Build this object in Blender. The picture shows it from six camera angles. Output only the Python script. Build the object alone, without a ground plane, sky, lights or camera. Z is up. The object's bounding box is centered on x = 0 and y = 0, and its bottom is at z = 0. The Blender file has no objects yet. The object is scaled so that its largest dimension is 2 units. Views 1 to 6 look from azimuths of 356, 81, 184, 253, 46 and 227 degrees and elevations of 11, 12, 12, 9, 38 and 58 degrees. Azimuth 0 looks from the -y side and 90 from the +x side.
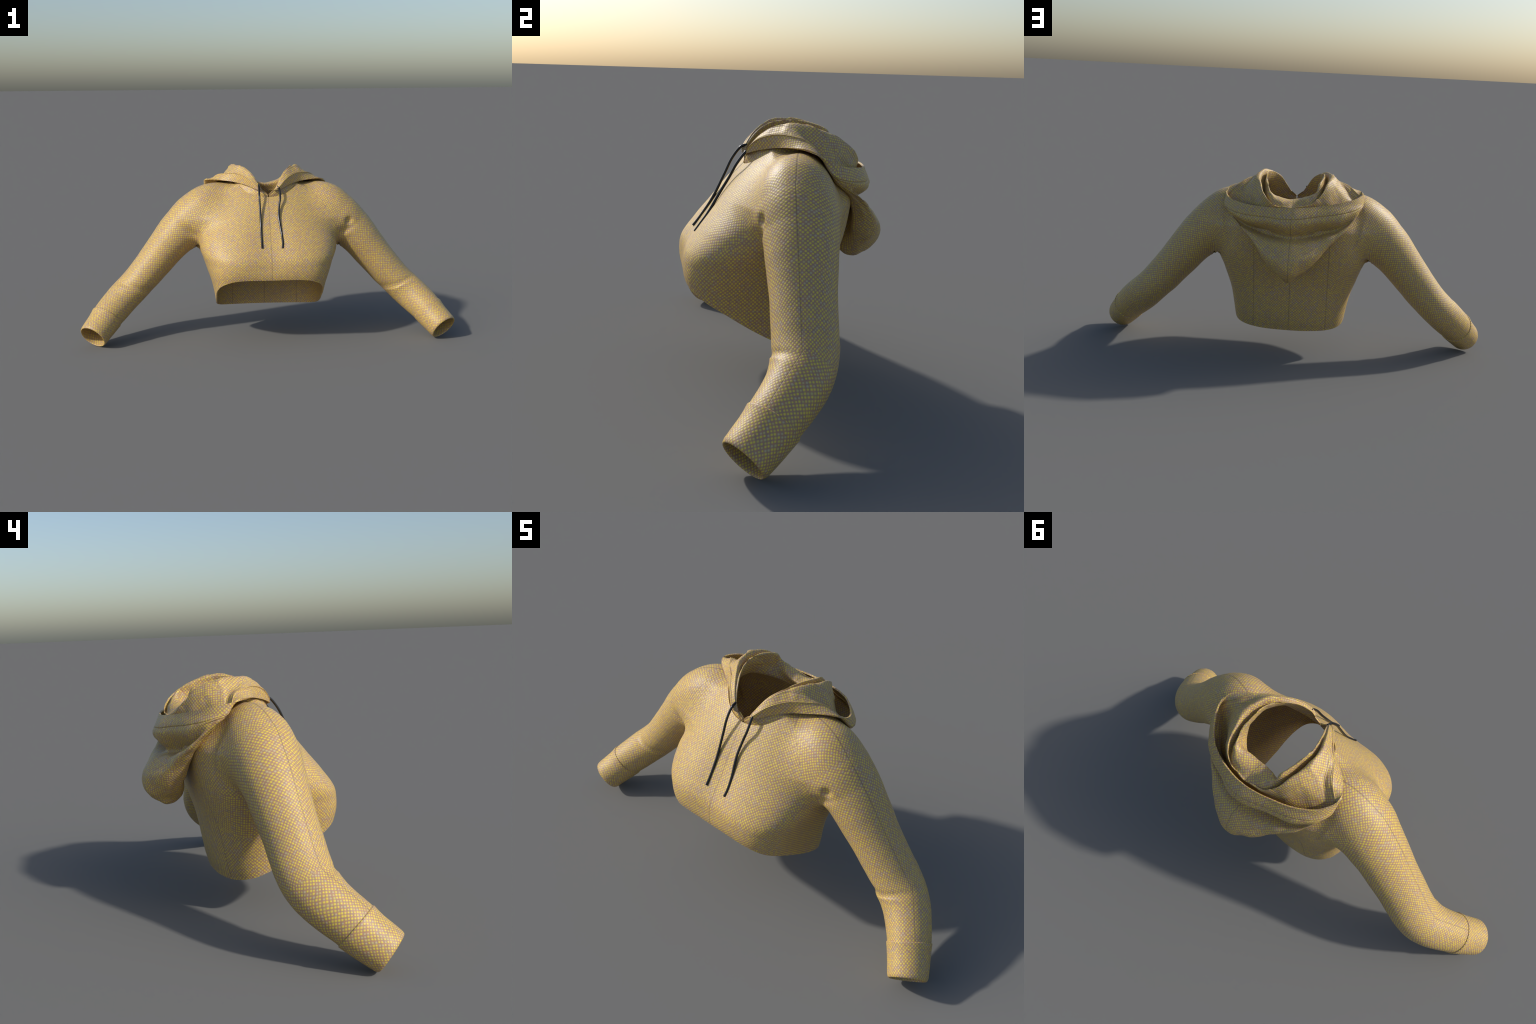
"""Cropped raglan hoodie in a dotted tweed knit, hood folded back, two black drawstrings."""
import bpy, math
import numpy as np
from mathutils import noise, Vector

rng = np.random.default_rng(7)
V3 = lambda *a: np.array(a, float)

# ------------------------------------------------------------------ splines
def catmull(pts, n, tens=0.5):
    """Centripetal-ish Catmull-Rom through pts (k,d) -> (n,d), uniform in knot index."""
    pts = np.asarray(pts, float)
    k = len(pts)
    ext = np.vstack([2 * pts[0] - pts[1], pts, 2 * pts[-1] - pts[-2]])
    t = np.linspace(0, k - 1, n) if np.isscalar(n) else np.asarray(n, float)
    i = np.clip(t.astype(int), 0, k - 2)
    f = (t - i)[:, None]
    p0, p1, p2, p3 = (ext[i + j] for j in range(4))
    m1, m2 = tens * (p2 - p0), tens * (p3 - p1)
    return ((2 * f**3 - 3 * f**2 + 1) * p1 + (f**3 - 2 * f**2 + f) * m1
            + (-2 * f**3 + 3 * f**2) * p2 + (f**3 - f**2) * m2)

def smooth_curve(xs, ys):
    """Cubic interpolation y(x) with Catmull slopes on a non-uniform grid."""
    xs, ys = np.array(xs, float), np.array(ys, float)
    m = np.gradient(ys, xs)
    def f(x):
        x = np.clip(x, xs[0], xs[-1])
        i = np.clip(np.searchsorted(xs, x) - 1, 0, len(xs) - 2)
        h = xs[i + 1] - xs[i]
        t = (x - xs[i]) / h
        return ((2*t**3 - 3*t**2 + 1) * ys[i] + (t**3 - 2*t**2 + t) * h * m[i]
                + (-2*t**3 + 3*t**2) * ys[i+1] + (t**3 - t**2) * h * m[i+1])
    return f

# ------------------------------------------------------------------ torso field
# profiles over height: chest line, back line, half width, squareness of the front
Z_F = [0.05, 0.20, 0.30, 0.35, 0.39, 0.43, 0.46, 0.482, 0.505, 0.535, 0.569, 0.62, 0.682, 0.78, 0.83, 0.88]
Y_F = [-0.26, -0.30, -0.338, -0.355, -0.368, -0.3725, -0.3715, -0.366, -0.354, -0.334, -0.310, -0.272, -0.225, -0.138, -0.085, -0.02]
front_y = smooth_curve(Z_F, Y_F)
back_y = smooth_curve([0.05, 0.14, 0.18, 0.24, 0.36, 0.45, 0.52, 0.58, 0.64, 0.70, 0.76, 0.82, 0.88],
                      [0.085, 0.105, 0.117, 0.129, 0.148, 0.172, 0.192, 0.206, 0.218, 0.222, 0.203, 0.15, 0.06])
half_x = smooth_curve([0.05, 0.14, 0.20, 0.26, 0.32, 0.38, 0.44, 0.50, 0.56, 0.62, 0.70, 0.77, 0.82, 0.86, 0.90],
                      [0.255, 0.275, 0.286, 0.296, 0.309, 0.329, 0.349, 0.367, 0.365, 0.345, 0.30, 0.246, 0.186, 0.11, 0.05])
square_f = smooth_curve([0.05, 0.34, 0.42, 0.50, 0.60, 0.72, 0.88], [6.0, 6.0, 4.8, 3.4, 2.6, 2.2, 2.0])
square_b = smooth_curve([0.05, 0.38, 0.50, 0.60, 0.72, 0.80, 0.90], [2.5, 2.7, 3.3, 3.7, 3.6, 2.6, 2.2])
Y_MID = -0.06
hollow = smooth_curve([0.30, 0.38, 0.46, 0.54, 0.61, 0.68, 0.76, 0.80], [0.0, 0.1, 0.7, 1.0, 0.9, 0.5, 0.0, 0.0])   # between the breasts

def torso_field(p):
    x, y, z = np.abs(p[:, 0]), p[:, 1], p[:, 2]
    X = np.maximum(half_x(z), 0.03)
    X = X * (1 - 0.09 * np.clip((-0.06 - y) / 0.28, 0, 1)**1.3 * np.clip((0.56 - z) / 0.12, 0, 1))
    front = y < Y_MID
    D = np.maximum(np.where(front, Y_MID - front_y(z), back_y(z) - Y_MID), 0.03)
    D = D - np.where(front, 0.018 * np.exp(-(x / 0.10)**2) * hollow(z), 0)
    n = np.where(front, square_f(z), square_b(z))
    q = ((x / X) ** n + (np.abs(y - Y_MID) / D) ** n + 1e-12) ** (1 / n)
    f = (q - 1) * np.minimum(X, np.maximum((back_y(z) - front_y(z)) / 2, 0.03))
    over = np.maximum(z - 0.89, 0)
    return f + over

# ------------------------------------------------------------------ sleeve field
AXIS = np.array([(.10, .058, .702), (.20, .040, .706), (.30, .002, .692), (.385, -.008, .648), (.453, -.010, .592),
                 (.503, -.015, .541), (.545, -.018, .493), (.585, -.022, .444), (.625, -.026, .396), (.665, -.029, .349),
                 (.706, -.033, .304), (.748, -.044, .261), (.789, -.068, .221), (.826, -.103, .184), (.858, -.138, .152),
                 (.886, -.174, .116), (.914, -.212, .084), (.940, -.250, .053), (.970, -.294, .018)])
R_N = np.array([.105, .122, .139, .132, .119, .110, .102, .097, .094, .091, .087, .086, .087, .086, .083, .080, .077, .075, .073])
R_B = np.array([.08, .095, .130, .134, .126, .118, .112, .107, .104, .103, .103, .100, .096, .091, .087, .084, .081, .077, .074])
NS = 150
lift = np.gradient(AXIS, axis=0); lift = np.stack([-lift[:, 2], 0 * lift[:, 1], lift[:, 0]], 1)
AXIS = AXIS + 0.004 * lift / np.linalg.norm(lift, axis=1)[:, None]
ax = catmull(AXIS, NS)
ax_r = catmull(np.stack([R_N, R_B], 1), NS)
ax_t = np.gradient(ax, axis=0); ax_t /= np.linalg.norm(ax_t, axis=1)[:, None]
ax_b = V3(0, 1, 0) - ax_t[:, 1:2] * ax_t; ax_b /= np.linalg.norm(ax_b, axis=1)[:, None]
ax_n = np.cross(ax_t, ax_b)                      # points outward / up
ax_n *= np.sign(ax_n[:, 2:3])

def sleeve_field(p):
    drop = np.interp(p[:, 0], [0.38, 0.50, 0.70, 0.82], [0, 0.010, 0.008, 0.0])   # one arm hangs a little lower
    p = np.stack([np.abs(p[:, 0]), p[:, 1], p[:, 2] + drop], 1)
    out = np.empty(len(p))
    for a in range(0, len(p), 60000):
        q = p[a:a + 60000]
        d2 = (q**2).sum(1)[:, None] - 2 * q @ ax.T + (ax**2).sum(1)[None]
        i = d2.argmin(1)
        # refine between samples
        t = ((q - ax[i]) * ax_t[i]).sum(1) / np.linalg.norm(ax[1] - ax[0])
        j = np.clip(i + np.sign(t).astype(int), 0, NS - 1)
        w = np.clip(np.abs(((q - ax[i]) * (ax[j] - ax[i])).sum(1) / (((ax[j] - ax[i])**2).sum(1) + 1e-9)), 0, 1)[:, None]
        mix = lambda arr: arr[i] * (1 - w) + arr[j] * w
        c, n, b, r = mix(ax), mix(ax_n), mix(ax_b), mix(ax_r)
        d = q - c
        dn, db = (d * n).sum(1), (d * b).sum(1)
        along = np.abs((d * ax_t[i]).sum(1))
        end = (i == 0) | (i == NS - 1)
        e = np.sqrt((dn / r[:, 0])**2 + (db / r[:, 1])**2 + (np.where(end, along, 0) / 0.08)**2)
        # pleat at the inside of the elbow: the forearm starts a little fuller on its front
        s = (i + np.where(j > i, w[:, 0], -w[:, 0])) / (NS - 1) * (len(AXIS) - 1)
        frontness = np.clip(-db / r[:, 1] + 0.15, 0, 1)
        step = 1 / (1 + np.exp(-np.clip((s - 10.9 - 0.9 * dn / r[:, 0]) / 0.03, -30, 30))) * np.exp(-np.clip(s - 10.9, 0, 9) / 0.9)
        dent = np.exp(-((s - 10.45 - 0.9 * dn / r[:, 0]) / 0.30)**2)
        rr = 1 + frontness * (0.046 * step - 0.030 * dent)
        # hollow beside the armpit, on the front
        hol = np.exp(-((s - 3.75 - .35 * dn / r[:, 0]) / .28)**2) * np.exp(-((dn / r[:, 0] + .35) / .5)**2) * (db < 0)
        rr -= 0.10 * hol
        out[a:a + 60000] = (e - rr) * r.min(1)
    return out

def smin(a, b, k):
    h = np.clip(0.5 + 0.5 * (b - a) / k, 0, 1)
    return b * (1 - h) + a * h - k * h * (1 - h)

PINCH = V3(0.432, -0.134, 0.639)
def body_field(p):
    a, b = torso_field(p), sleeve_field(p)
    k = np.interp(p[:, 2], [0.50, 0.56, 0.66, 0.78], [0.03, 0.065, 0.11, 0.065])
    f = smin(a, b, k)
    d = ((p - PINCH)**2).sum(1)          # pinched fold beside one armpit
    # gathers radiating from both armpits
    q = np.stack([np.abs(p[:, 0]) - 0.375, p[:, 1] + 0.01, p[:, 2] - 0.525], 1)
    rad = np.sqrt((q**2).sum(1))
    turn = np.arctan2(q[:, 1], q[:, 0] + 0.6 * q[:, 2]) + 0.7 * np.sign(p[:, 0])
    gather = 0.0055 * np.sin(7 * turn) * np.exp(-((rad - 0.035) / 0.035)**2)
    return f + 0.015 * np.exp(-d / 0.018**2) + gather

# ------------------------------------------------------------------ surface nets
def surface_nets(field, lo, hi, h):
    nx, ny, nz = (int(math.ceil((hi[i] - lo[i]) / h)) for i in range(3))
    xs = lo[0] + np.arange(nx + 1) * h
    ys = lo[1] + np.arange(ny + 1) * h
    zs = lo[2] + np.arange(nz + 1) * h
    g = np.stack(np.meshgrid(xs, ys, zs, indexing="ij"), -1).reshape(-1, 3)
    # coarse cull so that only the band near the surface is evaluated exactly
    step = 4
    cx, cy, cz = xs[::step], ys[::step], zs[::step]
    gc = np.stack(np.meshgrid(cx, cy, cz, indexing="ij"), -1).reshape(-1, 3)
    fc = field(gc).reshape(len(cx), len(cy), len(cz))
    near = np.repeat(np.repeat(np.repeat(fc, step, 0), step, 1), step, 2)[:len(xs), :len(ys), :len(zs)].reshape(-1)
    val = near.copy()
    band = np.abs(near) < 0.13
    val[band] = field(g[band])
    v = val.reshape(len(xs), len(ys), len(zs))
    inside = v < 0
    cnt = np.zeros(np.array(v.shape) - 1, int); acc = np.zeros((*cnt.shape, 3))
    corners = [(i, j, k) for i in (0, 1) for j in (0, 1) for k in (0, 1)]
    N = cnt.shape
    sl = lambda c: v[c[0]:c[0] + N[0], c[1]:c[1] + N[1], c[2]:c[2] + N[2]]
    for c in corners:
        for axn in range(3):
            if c[axn]: continue
            d = list(c); d[axn] = 1
            a, b = sl(c), sl(d)
            m = (a < 0) != (b < 0)
            t = np.where(m, a / np.where(m, a - b, 1), 0)
            off = np.array(c, float)
            for q in range(3):
                acc[..., q] += np.where(m, off[q] + (t if q == axn else 0), 0)
            cnt += m
    act = cnt > 0
    idx = -np.ones(N, int); idx[act] = np.arange(act.sum())
    ijk = np.argwhere(act)
    rel = acc[act] / cnt[act][:, None]
    pos = (ijk + rel) * h + V3(xs[0], ys[0], zs[0])
    quads = []
    for axn in range(3):
        o = [i for i in range(3) if i != axn]
        a = np.moveaxis(inside, axn, 0)
        m = a[:-1] != a[1:]
        e = np.argwhere(m)
        ok = (e[:, 1] > 0) & (e[:, 2] > 0) & (e[:, 1] < a.shape[1] - 1) & (e[:, 2] < a.shape[2] - 1)
        e = e[ok]
        flip = a[e[:, 0], e[:, 1], e[:, 2]]
        ID = np.moveaxis(idx, axn, 0)
        q = np.stack([ID[e[:, 0], e[:, 1] - 1, e[:, 2] - 1], ID[e[:, 0], e[:, 1], e[:, 2] - 1],
                      ID[e[:, 0], e[:, 1], e[:, 2]], ID[e[:, 0], e[:, 1] - 1, e[:, 2]]], 1)
        if axn == 1: flip = ~flip
        q[~flip] = q[~flip][:, ::-1]
        quads.append(q)
    return pos, np.concatenate(quads)

def gradient(field, p, e=0.002):
    g = np.stack([field(p + e * np.eye(3)[i]) - field(p - e * np.eye(3)[i]) for i in range(3)], 1) / (2 * e)
    return g

def clip(pos, nrm, tris, s):
    """Cut a triangle mesh along s = 0 and keep s > 0; returns new arrays."""
    s = np.where(np.abs(s) < 1e-6, 1e-6, s)
    cnt = (s[tris] > 0).sum(1)
    keep = [tris[cnt == 3]]
    pos_l, nrm_l, made = [pos], [nrm], {}
    newp, newn, newt = [], [], []
    base = len(pos)
    def cutpoint(a, b):
        k = (min(a, b), max(a, b))
        if k not in made:
            t = s[k[0]] / (s[k[0]] - s[k[1]])
            made[k] = base + len(newp)
            newp.append(pos[k[0]] * (1 - t) + pos[k[1]] * t)
            n = nrm[k[0]] * (1 - t) + nrm[k[1]] * t
            newn.append(n / np.linalg.norm(n))
        return made[k]
    for tri in tris[(cnt == 1) | (cnt == 2)]:
        t = list(tri)
        pat = [s[i] > 0 for i in t]
        lone = pat.index(True) if sum(pat) == 1 else pat.index(False)
        a, b, c = t[lone], t[(lone + 1) % 3], t[(lone + 2) % 3]
        ab, ca = cutpoint(a, b), cutpoint(c, a)
        if sum(pat) == 1: newt.append((a, ab, ca))
        else: newt += [(ab, b, c), (ab, c, ca)]
    if newp:
        pos_l.append(np.array(newp)); nrm_l.append(np.array(newn))
        keep.append(np.array(newt))
    return np.vstack(pos_l), np.vstack(nrm_l), np.vstack([k for k in keep if len(k)])

def split(pos, nrm, tris, s):
    """Insert the line s = 0 into the mesh; returns arrays plus a per-triangle side flag."""
    a = clip(pos, nrm, tris, s)
    b = clip(pos, nrm, tris, -s)
    return a, b

def compact(pos, nrm, tris):
    used, inv = np.unique(tris, return_inverse=True)
    return pos[used], nrm[used], inv.reshape(tris.shape)

CLOTH = 0.006
def cloth_mesh(name, pos, nrm, faces, open_edge=None, thick=CLOTH):
    """Two-sided cloth with a rim along open edges; border vertices keep the given normals."""
    faces = [tuple(int(i) for i in f) for f in faces]
    n = len(pos)
    inner = pos - nrm * np.broadcast_to(np.asarray(thick, float).reshape(-1, 1), (n, 1))
    allf = faces + [tuple(i + n for i in f[::-1]) for f in faces]
    seen = {}
    for f in faces:
        for a, b in zip(f, f[1:] + f[:1]):
            seen[(a, b)] = 1
    rim = [(a, b) for (a, b) in seen if (b, a) not in seen]
    for a, b in rim:
        if open_edge is None or (open_edge[a] and open_edge[b]):
            allf.append((b, a, a + n, b + n))
    me = bpy.data.meshes.new(name)
    me.from_pydata(np.vstack([pos, inner]).tolist(), [], allf)
    me.polygons.foreach_set("use_smooth", [True] * len(me.polygons))
    me.update()
    N = np.vstack([nrm, -nrm])
    # rim faces keep their own flat normal, the two sides take the cloth's normals
    ln = np.zeros((len(me.loops), 3)); vi = np.zeros(len(me.loops), int)
    me.loops.foreach_get("vertex_index", vi)
    ln[:] = N[vi]
    for p in me.polygons[2 * len(faces):]:
        for l in p.loop_indices: ln[l] = p.normal
    me.normals_split_custom_set(ln.tolist())
    return me

def add(name, me, mat, parent):
    o = bpy.data.objects.new(name, me)
    bpy.context.scene.collection.objects.link(o)
    o.parent = parent
    me.materials.clear(); me.materials.append(mat)
    return o

# ------------------------------------------------------------------ materials
class Nodes:
    def __init__(self, name):
        self.m = bpy.data.materials.new(name); self.m.use_nodes = True
        self.t = self.m.node_tree
        self.bsdf = self.t.nodes["Principled BSDF"]
    def new(self, kind, **kw):
        n = self.t.nodes.new(kind)
        for k, v in kw.items(): setattr(n, k, v)
        return n
    def put(self, sock, v):
        if isinstance(v, bpy.types.NodeSocket): self.t.links.new(v, sock)
        elif v is not None: sock.default_value = v
    def math(self, op, a, b=None, c=None):
        n = self.new("ShaderNodeMath", operation=op)
        for i, v in enumerate((a, b, c)): self.put(n.inputs[i], v)
        return n.outputs[0]
    def vec(self, op, a, b=None):
        n = self.new("ShaderNodeVectorMath", operation=op)
        self.put(n.inputs[0], a)
        if b is not None: self.put(n.inputs[1], b)
        return n.outputs["Value"] if op in ("DOT_PRODUCT", "LENGTH") else n.outputs[0]
    def mixv(self, f, a, b):
        n = self.new("ShaderNodeMix", data_type="VECTOR")
        self.put(n.inputs[0], f); self.put(n.inputs[4], a); self.put(n.inputs[5], b)
        return n.outputs[1]
    def mixc(self, f, a, b, blend="MIX"):
        n = self.new("ShaderNodeMix", data_type="RGBA", blend_type=blend)
        self.put(n.inputs[0], f); self.put(n.inputs[6], a); self.put(n.inputs[7], b)
        return n.outputs[2]
    def smooth(self, v, lo, hi, a=0.0, b=1.0):
        n = self.new("ShaderNodeMapRange", interpolation_type="SMOOTHSTEP")
        self.put(n.inputs[0], v)
        for i, q in enumerate((lo, hi, a, b)): n.inputs[1 + i].default_value = q
        return n.outputs[0]
    def curve(self, v, pts, lo, hi):
        """Piecewise curve of v in [lo, hi] (values also normalised by the caller)."""
        u = self.math("DIVIDE", self.math("SUBTRACT", v, lo), hi - lo)
        n = self.new("ShaderNodeFloatCurve")
        c = n.mapping.curves[0]
        for i, (x, y) in enumerate(pts):
            x = (x - lo) / (hi - lo)
            if i < 2: c.points[i].location = (x, y)
            else: c.points.new(x, y)
        n.mapping.update()
        self.put(n.inputs["Value"], u)
        return n.outputs[0]

PITCH = 0.0098
RAGLAN_Z = [0.45, 0.51, 0.57, 0.62, 0.67, 0.72, 0.77, 0.82, 0.87]
RAGLAN_X = [0.365, 0.374, 0.376, 0.358, 0.335, 0.302, 0.258, 0.205, 0.15]

def planar_uv(k):
    """Choose, by the cloth's normal, one of several flat cutting planes for the weave."""
    tc = k.new("ShaderNodeTexCoord"); geo = k.new("ShaderNodeNewGeometry")
    P, N = tc.outputs["Object"], tc.outputs["Normal"]
    dirs = [(0, 1, 0), (0, .75, .66), (0, -.75, .66), (0, 0, 1), (1, 0, 0), (.72, .69, 0), (-.72, .69, 0),
            (.7, 0, .7), (-.7, 0, .7), (.58, .58, .58), (-.58, .58, .58), (.58, -.58, .58), (-.58, -.58, .58)]
    best = U = Vv = None
    for d in dirs:
        d = np.array(d, float); d /= np.linalg.norm(d)
        h = V3(1, 0, 0) if abs(d[0]) < 0.8 else V3(0, 1, 0)
        u = h - (h @ d) * d; u /= np.linalg.norm(u)
        w = np.cross(d, u)
        s = k.math("ABSOLUTE", k.vec("DOT_PRODUCT", N, tuple(d)))
        if best is None: best, U, Vv = s, tuple(u), tuple(w)
        else:
            g = k.math("GREATER_THAN", s, best)
            U, Vv = k.mixv(g, U, tuple(u)), k.mixv(g, Vv, tuple(w))
            best = k.math("MAXIMUM", best, s)
    return P, k.vec("DOT_PRODUCT", P, U), k.vec("DOT_PRODUCT", P, Vv)

SEAM_ANGLE = -0.22
def tube_uv(k):
    """Weave wrapped round the arm: upper arm and forearm each have an axis."""
    tc = k.new("ShaderNodeTexCoord"); P = tc.outputs["Object"]
    sx = k.new("ShaderNodeSeparateXYZ"); k.put(sx.inputs[0], P)
    cx = k.new("ShaderNodeCombineXYZ")
    k.put(cx.inputs[0], k.math("ABSOLUTE", sx.outputs[0])); k.put(cx.inputs[1], sx.outputs[1]); k.put(cx.inputs[2], sx.outputs[2])
    Q = cx.outputs[0]
    al = ang = wide = axis0 = None
    start = 0
    for a, b, r in ((AXIS[0], AXIS[3], 0.135), (AXIS[3], AXIS[11], 0.103), (AXIS[11], AXIS[17], 0.088)):   # shoulder, upper arm, forearm
        t = (b - a) / np.linalg.norm(b - a)
        bb = V3(0, 1, 0) - t[1] * t; bb /= np.linalg.norm(bb)
        nn = np.cross(t, bb); nn *= np.sign(nn[2])
        rel = k.vec("SUBTRACT", Q, tuple(a))
        al1 = k.math("ADD", k.vec("DOT_PRODUCT", rel, tuple(t)), float(start))
        ang1 = k.math("ARCTAN2", k.vec("DOT_PRODUCT", rel, tuple(bb)), k.vec("DOT_PRODUCT", rel, tuple(nn)))
        cells = round(2 * math.pi * r / (PITCH * math.sqrt(2)))
        u1 = k.math("MULTIPLY", ang1, cells * PITCH * math.sqrt(2) / (2 * math.pi))
        if al is None:                                  # keep the seam running straight over the shoulder joint
            t2 = (AXIS[11] - AXIS[3]) / np.linalg.norm(AXIS[11] - AXIS[3])
            b2 = V3(0, 1, 0) - t2[1] * t2; b2 /= np.linalg.norm(b2)
            n2 = np.cross(t2, b2); n2 *= np.sign(n2[2])
            j = AXIS[3] + 0.13 * (math.cos(SEAM_ANGLE) * n2 + math.sin(SEAM_ANGLE) * b2) - a
            ang1 = k.math("ADD", ang1, SEAM_ANGLE - math.atan2(j @ bb, j @ nn))
            al, ang, wide = al1, ang1, u1
        else:
            bis = t + axis0; bis /= np.linalg.norm(bis)
            past = k.math("GREATER_THAN", k.vec("DOT_PRODUCT", rel, tuple(bis)), 0.0)
            pick = lambda p, q: k.math("ADD", p, k.math("MULTIPLY", past, k.math("SUBTRACT", q, p)))
            al, ang, wide = pick(al, al1), pick(ang, ang1), pick(wide, u1)
        axis0, start = t, start + np.linalg.norm(b - a)
    return Q, wide, al, ang

PINK, MAUVE = (0.435, 0.238, 0.135, 1), (0.36, 0.218, 0.146, 1)
YELLOW, OLIVE, PALE = (0.755, 0.615, 0.064, 1), (0.60, 0.53, 0.11, 1), (0.56, 0.52, 0.27, 1)
SEAM_SHADOW = (0.16, 0.105, 0.055, 1)  # dark brown painted along seam lines for the shadow inside their grooves

def tweed(name, mapping="planar", seams=(), seam_darkening=0.5):
    k = Nodes(name)
    if mapping == "tube": P, u, v, ang = tube_uv(k)
    else: (P, u, v), ang = planar_uv(k), None
    q = 1 / (PITCH * math.sqrt(2))
    wob = k.new("ShaderNodeTexNoise"); wob.inputs["Scale"].default_value = 9.0; wob.inputs["Detail"].default_value = 1.0
    k.put(wob.inputs["Vector"], P)
    bend = k.math("MULTIPLY", k.math("SUBTRACT", wob.outputs[0], 0.5), 0.012)
    u, v = k.math("ADD", u, bend), k.math("SUBTRACT", v, bend)
    a = k.math("MULTIPLY", k.math("ADD", u, v), q)
    b = k.math("MULTIPLY", k.math("SUBTRACT", u, v), q)
    ca, cb = k.math("FLOOR", a), k.math("FLOOR", b)
    fa = k.math("SUBTRACT", k.math("SUBTRACT", a, ca), 0.5)
    fb = k.math("SUBTRACT", k.math("SUBTRACT", b, cb), 0.5)
    cell = k.new("ShaderNodeCombineXYZ"); k.put(cell.inputs[0], ca); k.put(cell.inputs[1], cb)
    wn = k.new("ShaderNodeTexWhiteNoise", noise_dimensions="2D"); k.put(wn.inputs["Vector"], cell.outputs[0])
    r1 = wn.outputs["Value"]
    rgb = k.new("ShaderNodeSeparateColor"); k.put(rgb.inputs[0], wn.outputs["Color"])
    # each float is a small pebble that sits slightly off its knot
    fa = k.math("ADD", fa, k.math("MULTIPLY", k.math("SUBTRACT", rgb.outputs[0], 0.5), 0.16))
    fb = k.math("ADD", fb, k.math("MULTIPLY", k.math("SUBTRACT", rgb.outputs[1], 0.5), 0.16))
    dist = k.math("SQRT", k.math("ADD", k.math("MULTIPLY", fa, fa), k.math("MULTIPLY", fb, fb)))
    size = k.math("MULTIPLY_ADD", rgb.outputs[2], 0.12, 0.40)
    dot = k.smooth(k.math("DIVIDE", dist, size), 0.15, 1.20, 1.0, 0.0)
    n2 = k.new("ShaderNodeTexNoise"); n2.inputs["Scale"].default_value = 95.0; n2.inputs["Detail"].default_value = 3.0
    k.put(n2.inputs["Vector"], P)
    ground = k.mixc(k.smooth(n2.outputs[0], 0.38, 0.62), PINK, MAUVE)
    tone = k.new("ShaderNodeValToRGB"); k.put(tone.inputs[0], r1)
    e = tone.color_ramp.elements
    e[0].position, e[0].color = 0.0, PALE
    e[1].position, e[1].color = 1.0, YELLOW
    for p, c in ((0.12, PALE), (0.26, OLIVE), (0.46, YELLOW)):
        x = e.new(p); x.color = c
    weak = k.math("MULTIPLY_ADD", rgb.outputs[0], 0.25, 0.75)
    col = k.mixc(k.math("MULTIPLY", dot, weak), ground, tone.outputs[0])
    height = dot
    if seams:
        line = None
        for s in seams:
            m = s(k, P, ang)
            line = m if line is None else k.math("MAXIMUM", line, m)
        col = k.mixc(k.math("MULTIPLY", line, seam_darkening), col, SEAM_SHADOW)
        height = k.math("SUBTRACT", dot, k.math("MULTIPLY", line, 2.0))
    k.put(k.bsdf.inputs["Base Color"], col)
    k.bsdf.inputs["Roughness"].default_value = 0.50
    k.bsdf.inputs["Specular IOR Level"].default_value = 0.5
    bump = k.new("ShaderNodeBump"); bump.inputs["Strength"].default_value = 0.22; bump.inputs["Distance"].default_value = 0.002
    k.put(bump.inputs["Height"], height)
    k.put(k.bsdf.inputs["Normal"], bump.outputs[0])
    return k.m

def xyz(k, P):
    s = k.new("ShaderNodeSeparateXYZ"); k.put(s.inputs[0], P); return s.outputs
def thin(k, d, w=0.0022):
    return k.smooth(k.math("ABSOLUTE", d), w * 0.5, w, 1.0, 0.0)
def seam_at_x(x0):
    return lambda k, P, ang: thin(k, k.math("SUBTRACT", xyz(k, P)[0], x0))
def seam_raglan(k, P, ang):
    o = xyz(k, P)
    xr = k.curve(o[2], list(zip(RAGLAN_Z, RAGLAN_X)), RAGLAN_Z[0], RAGLAN_Z[-1])
    return thin(k, k.math("SUBTRACT", k.math("ABSOLUTE", o[0]), xr))
def seam_on_top(k, P, ang):
    o = xyz(k, P)
    # runs down the outside of the arm and fades out at the wrist
    return thin(k, k.math("MULTIPLY", k.math("SUBTRACT", ang, SEAM_ANGLE), 0.096))

mat_front = tweed("tweed_front", seams=(seam_at_x(0.0), seam_raglan))
mat_back = tweed("tweed_back", seams=(seam_at_x(-0.004), seam_at_x(0.176), seam_at_x(-0.188), seam_raglan))
mat_sleeve = tweed("tweed_sleeve", "tube", seams=(seam_on_top,), seam_darkening=0.48)
mat_cuff = tweed("tweed_cuff", "tube")
mat_hood = tweed("tweed_hood", seams=(lambda k, P, ang: k.math("MULTIPLY", thin(k, k.math("ADD", xyz(k, P)[0], 0.003)), k.math("GREATER_THAN", xyz(k, P)[1], 0.1)),))
mat_hem = tweed("tweed_hem")

k = Nodes("black_cord")
tc = k.new("ShaderNodeTexCoord")
wv = k.new("ShaderNodeTexWave"); wv.inputs["Scale"].default_value = 160.0; wv.inputs["Distortion"].default_value = 1.0
k.put(wv.inputs["Vector"], tc.outputs["Object"])
k.put(k.bsdf.inputs["Base Color"], k.mixc(wv.outputs["Fac"], (0.004, 0.004, 0.005, 1), (0.009, 0.009, 0.010, 1)))
k.bsdf.inputs["Roughness"].default_value = 0.22
mat_cord = k.m

# ------------------------------------------------------------------ assemble
hoodie = bpy.data.objects.new("hoodie", None)
bpy.context.scene.collection.objects.link(hoodie)
hoodie["label"] = "cropped yellow dotted tweed hoodie with black drawstrings"
hoodie["category"] = "hooded sweatshirt"

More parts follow.
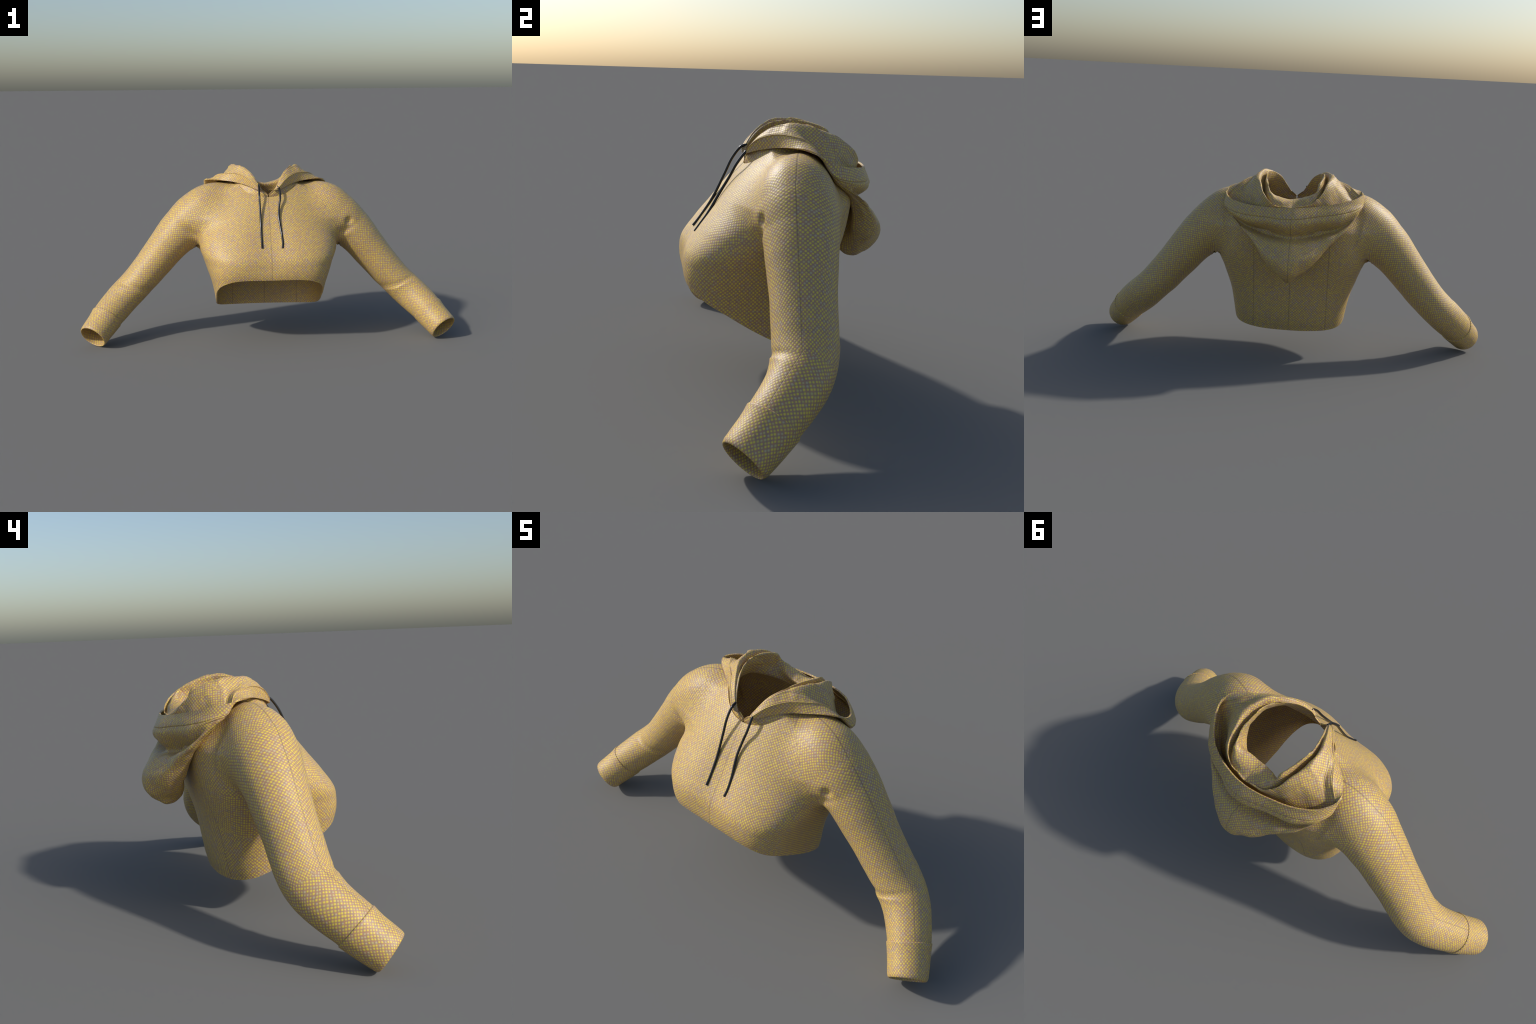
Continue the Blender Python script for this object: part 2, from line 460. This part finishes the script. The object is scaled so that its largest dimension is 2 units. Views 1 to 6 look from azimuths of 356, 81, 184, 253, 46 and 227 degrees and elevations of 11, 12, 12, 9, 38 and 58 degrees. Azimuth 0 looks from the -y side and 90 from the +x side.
# body shell: torso and sleeves as one smooth surface
pos, quads = surface_nets(body_field, V3(-1.04, -0.46, -0.06), V3(1.04, 0.28, 0.95), 0.0068)
for _ in range(3):
    g = gradient(body_field, pos)
    L2 = (g**2).sum(1)
    step = (body_field(pos) / np.maximum(L2, 0.05))[:, None] * g
    n_ = np.linalg.norm(step, axis=1)[:, None]
    pos = pos - step * np.minimum(1, 0.006 / np.maximum(n_, 1e-9))
g = gradient(body_field, pos, 0.004)
nrm = g / np.linalg.norm(g, axis=1)[:, None]
tris = np.vstack([quads[:, [0, 1, 2]], quads[:, [0, 2, 3]]])
# make sure faces look outward
fn = np.cross(pos[tris[:, 1]] - pos[tris[:, 0]], pos[tris[:, 2]] - pos[tris[:, 0]])
bad = (fn * nrm[tris[:, 0]]).sum(1) < 0
tris[bad] = tris[bad][:, ::-1]

# openings: hem, neck and wrists
hem_z = smooth_curve([-0.45, -0.37, -0.35, -0.30, -0.24, -0.15, -0.066, 0.0, 0.10, 0.25], [0.44, 0.379, 0.360, 0.323, 0.287, 0.231, 0.187, 0.160, 0.135, 0.130])
CUFF_S = 14.35            # knot index where the cuff begins
def knot(s, arr): return catmull(arr, np.array([s]))[0]
cuff_c = knot(CUFF_S + 0.25, AXIS); cuff_t = knot(CUFF_S + 0.3, AXIS) - knot(CUFF_S + 0.2, AXIS); cuff_t /= np.linalg.norm(cuff_t)

def neck_gap(p):
    return np.sqrt((p[:, 0] / 0.187)**2 + ((p[:, 1] - 0.026) / 0.171)**2) - 1

f = lambda p: np.where(np.abs(p[:, 0]) < 0.42, p[:, 2] - hem_z(p[:, 1]), 1.0)
pos, nrm, tris = clip(pos, nrm, tris, f(pos))
f = lambda p: np.where(p[:, 2] > 0.6, neck_gap(p), 1.0)
pos, nrm, tris = clip(pos, nrm, tris, f(pos))
f = lambda p: -((np.abs(p[:, 0])[:, None] * V3(1, 0, 0) + p * V3(0, 1, 1) - cuff_c) @ cuff_t)
pos, nrm, tris = clip(pos, nrm, tris, f(pos))

# soft cloth unevenness
def ripple(p, scale, seed):
    o = Vector((seed * 3.1, seed * 1.7, seed * 5.3))
    return np.array([noise.noise(Vector(q) * scale + o) for q in p])
pos = pos + nrm * (0.0020 * ripple(pos, 9.0, 1) + 0.0006 * ripple(pos, 24.0, 2))[:, None]

rag = lambda p: np.abs(p[:, 0]) - np.interp(p[:, 2], RAGLAN_Z, RAGLAN_X)
arm, trunk = split(pos, nrm, tris, rag(pos))
side = lambda p: p[:, 1] - 0.0 + 0.0 * p[:, 2]
back, front = split(*trunk, side(trunk[0]))
left, right = split(*arm, arm[0][:, 0])

def is_open(p):
    h = np.abs(p[:, 2] - hem_z(p[:, 1])) < 0.006
    n = (np.abs(neck_gap(p)) < 0.03) & (p[:, 2] > 0.6)
    return h | n
for name, part, mat in (("front_panel", front, mat_front), ("back_panel", back, mat_back), ("sleeve", left, mat_sleeve), ("sleeve", right, mat_sleeve)):
    p, n, t = compact(*part)
    edge = is_open(p) if "panel" in name else np.zeros(len(p), bool)
    add(name, cloth_mesh(name, p, n, t.tolist(), edge), mat, hoodie)

# ------------------------------------------------------------------ grid cloth (cuffs, hood)
def grid_normals(G, closed_u):
    """Normals of a (rows, cols, 3) sheet."""
    du = (np.roll(G, -1, 1) - np.roll(G, 1, 1)) if closed_u else np.gradient(G, axis=1)
    dv = np.gradient(G, axis=0)
    n = np.cross(du, dv)
    return n / np.maximum(np.linalg.norm(n, axis=2), 1e-9)[..., None]

def grid_faces(rows, cols, closed_u, r0=0, r1=None):
    r1 = rows - 1 if r1 is None else r1
    fs = []
    for r in range(r0, r1):
        for c in range(cols if closed_u else cols - 1):
            d = (c + 1) % cols
            fs.append((r * cols + c, r * cols + d, (r + 1) * cols + d, (r + 1) * cols + c))
    return fs

for sgn in (1, -1):
    cols = 96
    # (knot along the arm, radius factor): rolled top edge, slight flare, turned-in mouth
    prof = [(-0.02, 0.975), (-0.03, 0.995), (-0.02, 1.035), (0.03, 1.048), (0.10, 1.044), (0.4, 1.030), (0.9, 1.018), (1.6, 1.016), (2.2, 1.012),
            (2.28, 1.005), (2.40, 0.985), (2.46, 0.955), (2.48, 0.925), (2.43, 0.905), (2.3, 0.90), (1.8, 0.915), (1.0, 0.925)]
    G = np.zeros((len(prof), cols, 3))
    th = np.linspace(0, 2 * math.pi, cols, endpoint=False)
    for i, (s, q) in enumerate(prof):
        c, r = knot(CUFF_S + s, AXIS), knot(CUFF_S + s, np.stack([R_N, R_B], 1)) * q
        t = knot(CUFF_S + s + .05, AXIS) - knot(CUFF_S + s - .05, AXIS); t /= np.linalg.norm(t)
        b = V3(0, 1, 0) - t[1] * t; b /= np.linalg.norm(b)
        n = np.cross(t, b); n *= np.sign(n[2])
        G[i] = c + np.cos(th)[:, None] * n * r[0] + np.sin(th)[:, None] * b * r[1]
    G[..., 0] *= sgn
    F = grid_faces(*G.shape[:2], True)
    if sgn > 0: F = [f[::-1] for f in F]
    me = bpy.data.meshes.new("cuff")
    me.from_pydata(G.reshape(-1, 3).tolist(), [], F)
    me.polygons.foreach_set("use_smooth", [True] * len(F))
    me.update()
    add("cuff", me, mat_cuff, hoodie)

# ------------------------------------------------------------------ hood
# Sections run from the opening edge (E) over the band seam (W), the rear wall and bottom of the bag (U, L),
# its inner wall (I), up to the outer fold (C), crease (K), neck roll (R), and down to the neckline (N).
KEYS = ["E", "W", "U1", "U2", "U3", "U4", "U5", "L", "I1", "I2", "B", "C", "K", "R", "H", "N"]
ST = [
    dict(E=(.003, -.143, .786), R=(.003, -.1425, .783), N=(.003, -.143, .777)),
    dict(E=(.028, -.139, .806), R=(.028, -.138, .803), N=(.031, -.143, .777)),
    dict(E=(.058, -.139, .815), W=(.057, -.141, .828), C=(.052, -.131, .838), K=(.051, -.128, .837), R=(.050, -.126, .834), H=(.056, -.130, .808), N=(.066, -.137, .780)),
    dict(E=(.105, -.098, .832), W=(.101, -.106, .869), C=(.087, -.094, .886), K=(.084, -.089, .882), R=(.079, -.086, .882), H=(.092, -.098, .840), N=(.112, -.110, .798)),
    dict(E=(.165, -.048, .844), W=(.154, -.052, .889), C=(.126, -.042, .918), K=(.120, -.033, .906), R=(.112, -.030, .913), H=(.126, -.042, .870), N=(.150, -.058, .823)),
    dict(E=(.235, -.010, .849), W=(.214, .000, .886), B=(.186, .005, .906), C=(.157, .010, .929), K=(.147, .028, .888), R=(.136, .033, .924), H=(.148, .026, .880), N=(.160, .008, .825)),
    dict(E=(.300, .035, .847), W=(.267, .058, .864), U3=(.256, .066, .859), L=(.246, .072, .852), I2=(.236, .075, .857), B=(.222, .076, .873), C=(.172, .062, .924), K=(.150, .087, .868), R=(.139, .086, .918), H=(.150, .085, .868), N=(.158, .072, .818)),
    dict(E=(.337, .086, .835), W=(.336, .101, .796), U3=(.325, .110, .782), L=(.305, .114, .776), I1=(.288, .112, .784), I2=(.272, .108, .802), B=(.250, .102, .837), C=(.178, .110, .912), K=(.148, .132, .846), R=(.135, .135, .905), H=(.143, .137, .854), N=(.146, .122, .808)),
    dict(E=(.306, .160, .815), W=(.310, .172, .768), U2=(.296, .175, .748), U4=(.285, .174, .732), L=(.268, .168, .724), I1=(.254, .158, .738), I2=(.240, .152, .765), B=(.226, .148, .810), C=(.165, .165, .892), K=(.141, .178, .824), R=(.124, .178, .888), H=(.126, .176, .838), N=(.128, .162, .800)),
    dict(E=(.222, .220, .800), W=(.226, .234, .752), U1=(.224, .234, .725), U2=(.214, .206, .692), U3=(.208, .238, .676), U4=(.203, .246, .660), L=(.194, .226, .648), I1=(.184, .206, .655), I2=(.176, .200, .690), B=(.170, .200, .770), C=(.142, .212, .850), K=(.128, .214, .800), R=(.110, .206, .852), H=(.100, .184, .824), N=(.100, .182, .790)),
    dict(E=(.118, .258, .790), W=(.121, .274, .745), U1=(.120, .272, .712), U2=(.117, .216, .658), U3=(.117, .284, .634), U4=(.115, .318, .580), U5=(.112, .312, .545), L=(.108, .280, .522), I1=(.104, .232, .535), I2=(.100, .230, .600), B=(.098, .234, .740), C=(.094, .246, .800), K=(.090, .240, .790), R=(.078, .222, .824), H=(.053, .176, .816), N=(.053, .188, .785)),
    dict(E=(.045, .277, .787), W=(.045, .306, .738), U1=(.045, .308, .703), U2=(.045, .256, .646), U3=(.044, .322, .618), U4=(.043, .364, .550), U5=(.042, .346, .488), L=(.040, .284, .458), I1=(.040, .224, .486), I2=(.040, .228, .565), B=(.040, .240, .722), C=(.038, .256, .784), K=(.036, .250, .786), R=(.034, .220, .811), H=(.022, .172, .811), N=(.022, .186, .782)),
    dict(E=(.000, .282, .786), W=(.000, .314, .738), U1=(.000, .316, .700), U2=(.000, .276, .644), U3=(.000, .334, .612), U4=(.000, .373, .540), U5=(.000, .358, .474), L=(.000, .284, .428), I1=(.000, .222, .460), I2=(.000, .228, .560), B=(.000, .240, .720), C=(.000, .264, .780), K=(.000, .256, .784), R=(.000, .218, .809), H=(.000, .171, .810), N=(.000, .185, .780)),
]
def fill(st):
    have = [i for i, q in enumerate(KEYS) if q in st]
    pts = np.array([st[KEYS[i]] for i in have])
    return np.stack([np.interp(np.arange(len(KEYS)), have, pts[:, a]) for a in range(3)], 1)
half = np.array([fill(s) for s in ST])                         # (12, 16, 3)
# run from front (-x) round the back to front (+x)
neg = half * V3(-1, 1, 1)
ring = np.concatenate([neg, half[::-1][1:]], 0)                # (23, 16, 3)
PER = 9
cols = (len(ring) - 1) * PER + 1
tcol = np.linspace(0, len(ring) - 1, cols)
# rows: finer near the band seam
trow = np.unique(np.concatenate([np.arange(0, len(KEYS) - 1 + 1e-6, 0.125), [0.95, 0.975, 1.025, 1.05]]))
A_NECK = (0.182, 0.166, 0.026)
def neck_point(p):
    """Where the neck seam meets the body, in the direction of p."""
    a = math.atan2((p[1] - A_NECK[2]) / A_NECK[1], p[0] / A_NECK[0])
    x, y = A_NECK[0] * math.cos(a), A_NECK[2] + A_NECK[1] * math.sin(a)
    z = np.arange(0.70, 0.92, 0.002)
    f = body_field(np.stack([np.full_like(z, x), np.full_like(z, y), z], 1))
    inside = np.where(f < 0)[0]
    return V3(x, y, z[inside[-1]] if len(inside) else p[2])
for i in range(len(ring)):
    ring[i, -1] = neck_point(ring[i, -1]) - V3(0, 0, 0.008)
A = np.stack([catmull(ring[:, j], tcol) for j in range(len(KEYS))], 0)      # (16, cols, 3)
H = np.stack([catmull(A[:, c], trow) for c in range(cols)], 1)              # (rows, cols, 3)
# the two shoulders are not at the same height
lean = np.clip((H[..., 1] - 0.02) / 0.12, 0, 1)
H[..., 2] -= 0.055 * H[..., 0] * lean * np.clip((H[..., 2] - 0.6) / 0.15, 0, 1)
# and the bag hangs wider on one side
hang = np.clip((0.80 - H[..., 2]) / 0.12, 0, 1) * np.clip((H[..., 2] - 0.44) / 0.22, 0, 1)
H[..., 0] *= 1 + np.where(H[..., 0] < 0, 0.17, 0.05) * hang
H[..., 1] += 0.020 * np.clip(H[..., 0] / 0.15, 0, 1) * np.clip((H[..., 1] - 0.17) / 0.06, 0, 1)
Nn = grid_normals(H, False)
# crumple: strongest along the neck roll
amp = np.interp(trow, [0, 1, 3, 8, 10, 11, 13, 14, 15], [.001, .0015, .004, .005, .003, .004, .006, .004, 0])[:, None]
fr = np.clip((np.minimum(tcol, tcol[-1] - tcol) - 2.5) / 2, 0, 1)[None]
flat = H.reshape(-1, 3)
w = ripple(flat, 16.0, 4).reshape(H.shape[:2]) + 0.5 * ripple(flat, 38.0, 5).reshape(H.shape[:2])
H = H + Nn * (amp * fr * w)[..., None]
# slanting pleats where the outer fold runs down into the bag, on both sides
station = np.minimum(tcol, tcol[-1] - tcol)[None]
for s0, r0, slope, a in ((9.2, 10.15, 4.0, 0.006),):
    d = station - (s0 - (trow[:, None] - r0) * slope)
    wave = np.where(d > 0, np.exp(-np.abs(d) / 0.55), np.exp(-np.abs(d) / 0.10))
    H = H - Nn * (a * wave * np.clip((trow[:, None] - 9.9) / 0.3, 0, 1) * np.clip((11.3 - trow[:, None]) / 0.4, 0, 1))[..., None]
# stitched groove at the band seam
gro = np.exp(-((trow - 1.0) / 0.03)**2)[:, None] * 0.004
H = H - grid_normals(H, False) * gro[..., None]
# vertex normals as the mean of the surrounding faces
q = np.cross(H[1:, 1:] - H[:-1, :-1], H[1:, :-1] - H[:-1, 1:])
Nn = np.zeros_like(H)
for a in (0, 1):
    for b in (0, 1):
        Nn[a:a + q.shape[0], b:b + q.shape[1]] += q
Nn /= np.maximum(np.linalg.norm(Nn, axis=2), 1e-12)[..., None]
rows = len(trow)
hem_row = int(np.argmin(np.abs(trow - 1.0)))
body_part = grid_faces(rows, cols, False, hem_row, rows - 1)
hem_part = grid_faces(rows, cols, False, 0, hem_row)

def sheet(name, faces, mat, t, open_rows):
    p, n = H.reshape(-1, 3), Nn.reshape(-1, 3)
    used, inv = np.unique(np.array(faces), return_inverse=True)
    e = np.zeros(rows * cols, bool)
    for r in open_rows: e[r * cols:(r + 1) * cols] = True
    fs = inv.reshape(-1, 4).tolist()
    add(name, cloth_mesh(name, p[used], n[used], fs, e[used], np.repeat(t, cols)[used]), mat, hoodie)
sheet("hood", body_part, mat_hood, np.full(rows, 0.0015), [rows - 1])
sheet("hood_hem", hem_part, mat_hem, np.interp(trow, [0, 0.3, 1], [0.007, 0.005, 0.0015]), [0])

# ------------------------------------------------------------------ drawstrings
CORDS = [[(-.049, -.132, .835), (-.050, -.133, .835), (-.050, -.154, .825), (-.051, -.184, .783), (-.050, -.209, .729), (-.049, -.253, .637), (-.048, -.298, .567), (-.048, -.324, .533)],
         [(.050, -.133, .828), (.051, -.134, .828), (.057, -.151, .813), (.059, -.179, .774), (.051, -.201, .730), (.047, -.233, .674), (.056, -.276, .600), (.060, -.305, .559), (.057, -.324, .531)]]
for pts in CORDS:
    cu = bpy.data.curves.new("drawstring", "CURVE"); cu.dimensions = "3D"
    C = catmull(pts, 70)
    sp = cu.splines.new("POLY"); sp.points.add(len(C) - 1)
    for q, c in zip(sp.points, C): q.co = (*c, 1)
    cu.bevel_depth = 0.0052; cu.bevel_resolution = 5; cu.use_fill_caps = True
    tmp = bpy.data.objects.new("drawstring_curve", cu)
    bpy.context.scene.collection.objects.link(tmp)
    me = bpy.data.meshes.new_from_object(tmp.evaluated_get(bpy.context.evaluated_depsgraph_get()))
    bpy.data.objects.remove(tmp)
    me.polygons.foreach_set("use_smooth", [True] * len(me.polygons))
    me.name = "drawstring"
    add("drawstring", me, mat_cord, hoodie)
